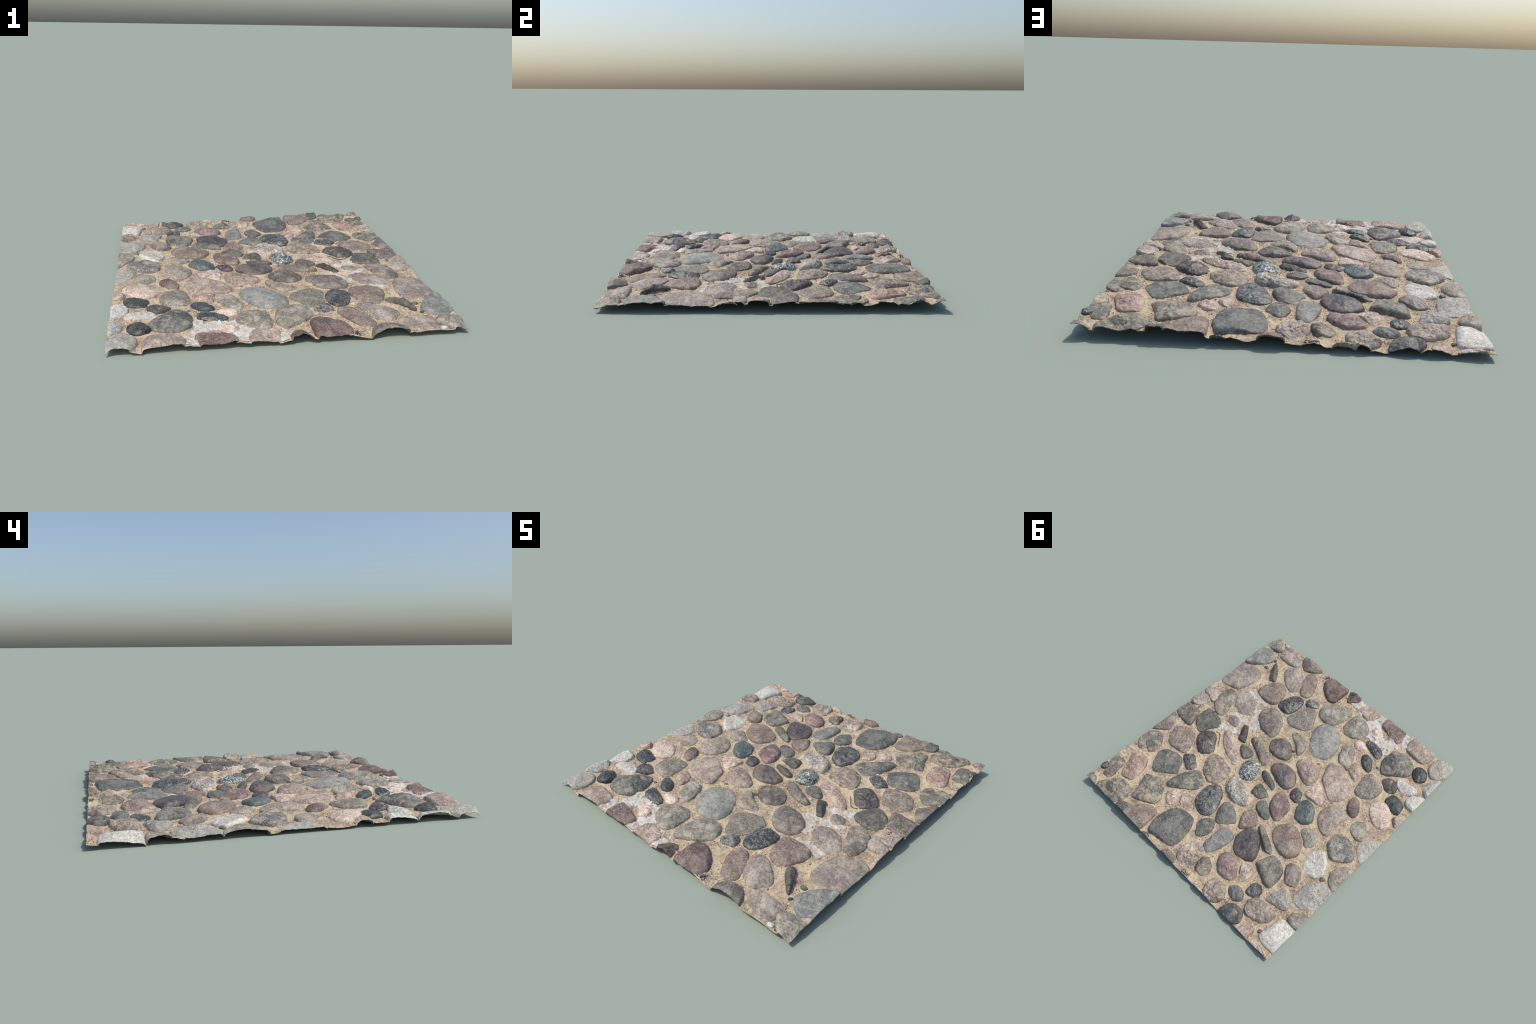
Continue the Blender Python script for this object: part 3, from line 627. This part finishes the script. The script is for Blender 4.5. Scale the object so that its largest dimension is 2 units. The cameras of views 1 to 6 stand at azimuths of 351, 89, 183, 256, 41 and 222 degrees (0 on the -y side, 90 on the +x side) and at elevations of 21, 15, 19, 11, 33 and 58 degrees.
materials = {rock: rock_material(rock + "_rock", **look) for rock, look in ROCKS.items()}
for stone in COBBLES:
    verts, faces = cobble_mesh(stone)
    kind = "pebble" if hasattr(stone, "is_pebble") else "cobblestone"
    origin = (*stone.hub, float(ground_level(*np.array(stone.hub))))
    body = mesh_object(kind, verts, faces, materials[stone.rock], pavement, origin)
    body["tone"], body["dust"], body["banded"] = stone.tone * ROCK_TONE.get(stone.rock, 1.0) * 1.12, stone.dust, stone.banded
    body["grain_seed"] = float(stone.index)

cell = 0.0042
gx, gy = np.meshgrid(np.linspace(-HALF_X, HALF_X, int(2 * HALF_X / cell)), np.linspace(-HALF_Y, HALF_Y, int(2 * HALF_Y / cell)))
gap, cut_rho = nearest_cobbles(gx, gy)
level = sand_level(gx, gy, gap)
under_cap = np.zeros(gx.shape, bool)      # the sheet stops under the caps of border stones
for stone in COBBLES:
    if stone.cut:
        near = (np.abs(gx - stone.at[0]) < stone.reach) & (np.abs(gy - stone.at[1]) < stone.reach)
        under_cap[near] |= (stone.rho(gx[near], gy[near]) < 0.93) & (stone.top(gx[near], gy[near]) > level[near] + 0.0035)
sheet("sand_bed", gx, gy, level, ~under_cap, 0.002, sand_material(), pavement)

# white mortar smeared between stones in two places
MORTAR = [(0.655, -0.418, 0.035), (0.60, -0.41, 0.03), (0.547, -0.407, 0.03), (0.50, -0.40, 0.022), (0.455, -0.26, 0.035), (0.437, -0.228, 0.045), (0.416, -0.187, 0.04),
          (0.528, -0.186, 0.045), (0.605, -0.159, 0.03), (0.565, -0.031, 0.045), (0.512, -0.055, 0.035), (0.474, -0.053, 0.03), (0.49, -0.31, 0.028),
          (-0.046, -0.975, 0.05), (-0.02, -0.93, 0.035), (-0.09, -0.90, 0.03), (-0.226, -0.865, 0.05), (-0.251, -0.901, 0.05), (-0.27, -0.965, 0.055),
          (-0.443, -0.809, 0.05), (-0.463, -0.859, 0.045), (-0.388, -0.792, 0.055), (-0.512, -0.96, 0.045), (-0.532, -0.90, 0.035), (-0.471, -0.747, 0.03), (-0.30, -0.79, 0.035), (-0.10, -0.985, 0.04)]
MATERIAL_MORTAR = mortar_material()


def mortar_patch(blobs, seed, dirt):
    lo = np.min([(x - r, y - r) for x, y, r in blobs], 0) - 0.03
    hi = np.max([(x + r, y + r) for x, y, r in blobs], 0) + 0.03
    lo, hi = np.maximum(lo, (-HALF_X, -HALF_Y)), np.minimum(hi, (HALF_X, HALF_Y))
    x, y = np.meshgrid(np.arange(lo[0], hi[0], 0.003), np.arange(lo[1], hi[1], 0.003))
    mask = np.max([1 - np.hypot(x - bx, y - by) / (1.25 * r) for bx, by, r in blobs], 0) + 0.55 * fbm(x, y, 22, 5, seed, 0.65)
    gap, cut = nearest_cobbles(x, y)
    top = sand_level(x, y, gap) + (0.0065 + 0.003 * fbm(x, y, 30, 3, seed + 4)) * smoothstep(-0.05, 0.35, mask) - 0.0018
    patch = sheet("mortar", x, y, top, (mask > -0.04) & (gap > -0.012) & (np.abs(y) < HALF_Y - 0.006), 0.0022, MATERIAL_MORTAR, pavement)
    patch["dirt"] = dirt


mortar_patch([m for m in MORTAR if m[0] > 0.3], 3, 0.05)
mortar_patch([m for m in MORTAR if m[0] < 0.3], 8, 0.0)


# crumbs of grit and plant litter lying on the sand
def crumbs(name, count, sizes, seed, material, where=None):
    rng = np.random.default_rng(seed)
    x, y = rng.uniform(-HALF_X + 0.01, HALF_X - 0.01, count * 4), rng.uniform(-HALF_Y + 0.01, HALF_Y - 0.01, count * 4)
    if where is not None:
        x, y = where(rng, count * 4)
    gap, _ = nearest_cobbles(x, y)
    clump = fbm(x, y, 8, 3, 77)
    free = (gap > 0.001) & ((clump > -0.05) | (where is not None))
    x, y = x[free][:count], y[free][:count]
    z = sand_level(x, y, gap[free][:count])
    corners = np.array([(1, 0, 0), (0.3, 1, 0.1), (-1, 0.2, 0), (-0.2, -1, 0.1), (0, 0.1, 0.8), (0, 0, -0.6)])
    shell = np.array([(0, 1, 4), (1, 2, 4), (2, 3, 4), (3, 0, 4), (1, 0, 5), (2, 1, 5), (3, 2, 5), (0, 3, 5)])
    verts, faces = [], []
    for k in range(len(x)):
        t, s = rng.uniform(0, 6.28), rng.uniform(*sizes)
        p = corners * rng.uniform(0.6, 1.3, (6, 1)) * s * np.array([1, rng.uniform(0.45, 1), 0.8])
        p = np.stack([p[:, 0] * math.cos(t) - p[:, 1] * math.sin(t) + x[k], p[:, 0] * math.sin(t) + p[:, 1] * math.cos(t) + y[k], p[:, 2] + z[k] + 0.2 * s], 1)
        p[:, 2] = np.maximum(p[:, 2], 0.001)
        faces += (shell + 6 * k).tolist()
        verts.append(p)
    obj = mesh_object(name, np.concatenate(verts), faces, material, pavement, smooth=False)
    obj["kind"] = "stuff"


litter_brown = plain_material("plant_litter", (0.085, 0.055, 0.04), (0.17, 0.115, 0.08))
crumbs("litter", 3200, (0.0015, 0.0042), 4, litter_brown)
crumbs("grit", 900, (0.0015, 0.0035), 5, plain_material("pale_grit", (0.42, 0.34, 0.25), (0.30, 0.24, 0.19)))
crumbs("gravel", 260, (0.003, 0.0065), 9, plain_material("mixed_gravel", (0.30, 0.24, 0.19), (0.13, 0.115, 0.10)))
DEBRIS = np.array([(0.885, -0.985), (0.85, -0.985), (0.325, -0.98), (0.335, -0.965), (0.30, -0.988), (-0.13, 0.985), (-0.155, 0.985), (0.86, -0.10), (0.85, -0.03)])


def by_debris(rng, count):
    spot = DEBRIS[rng.integers(0, len(DEBRIS), count)] + rng.normal(0, 0.013, (count, 2))
    return np.clip(spot[:, 0], -HALF_X + 0.008, HALF_X - 0.008), np.clip(spot[:, 1], -HALF_Y + 0.008, HALF_Y - 0.008)


crumbs("litter", 110, (0.003, 0.006), 6, plain_material("dark_litter", (0.03, 0.027, 0.025), (0.07, 0.055, 0.045)), by_debris)


# one crooked twig on the sand
def twig(path, radius):
    pts = np.array(path)
    gap, _ = nearest_cobbles(pts[:, 0], pts[:, 1])
    z = sand_level(pts[:, 0], pts[:, 1], gap) + radius
    verts, faces = [], []
    for k, (p, h) in enumerate(zip(pts, z)):
        d = pts[min(k + 1, len(pts) - 1)] - pts[max(k - 1, 0)]
        side = np.array([-d[1], d[0]]) / np.hypot(*d)
        r = radius * (1 - 0.4 * k / len(pts))
        for j in range(6):
            a = j * math.pi / 3
            verts.append((p[0] + side[0] * math.cos(a) * r, p[1] + side[1] * math.cos(a) * r, h + math.sin(a) * r))
        if k:
            faces += [(6 * k - 6 + j, 6 * k - 6 + (j + 1) % 6, 6 * k + (j + 1) % 6, 6 * k + j) for j in range(6)]
    faces += [tuple(range(5, -1, -1)), tuple(range(6 * len(pts) - 6, 6 * len(pts)))]
    mesh_object("twig", verts, faces, litter_brown, pavement)


twig([(0.578, 0.053), (0.553, 0.045), (0.533, 0.05), (0.512, 0.075), (0.495, 0.10), (0.469, 0.133)], 0.0028)
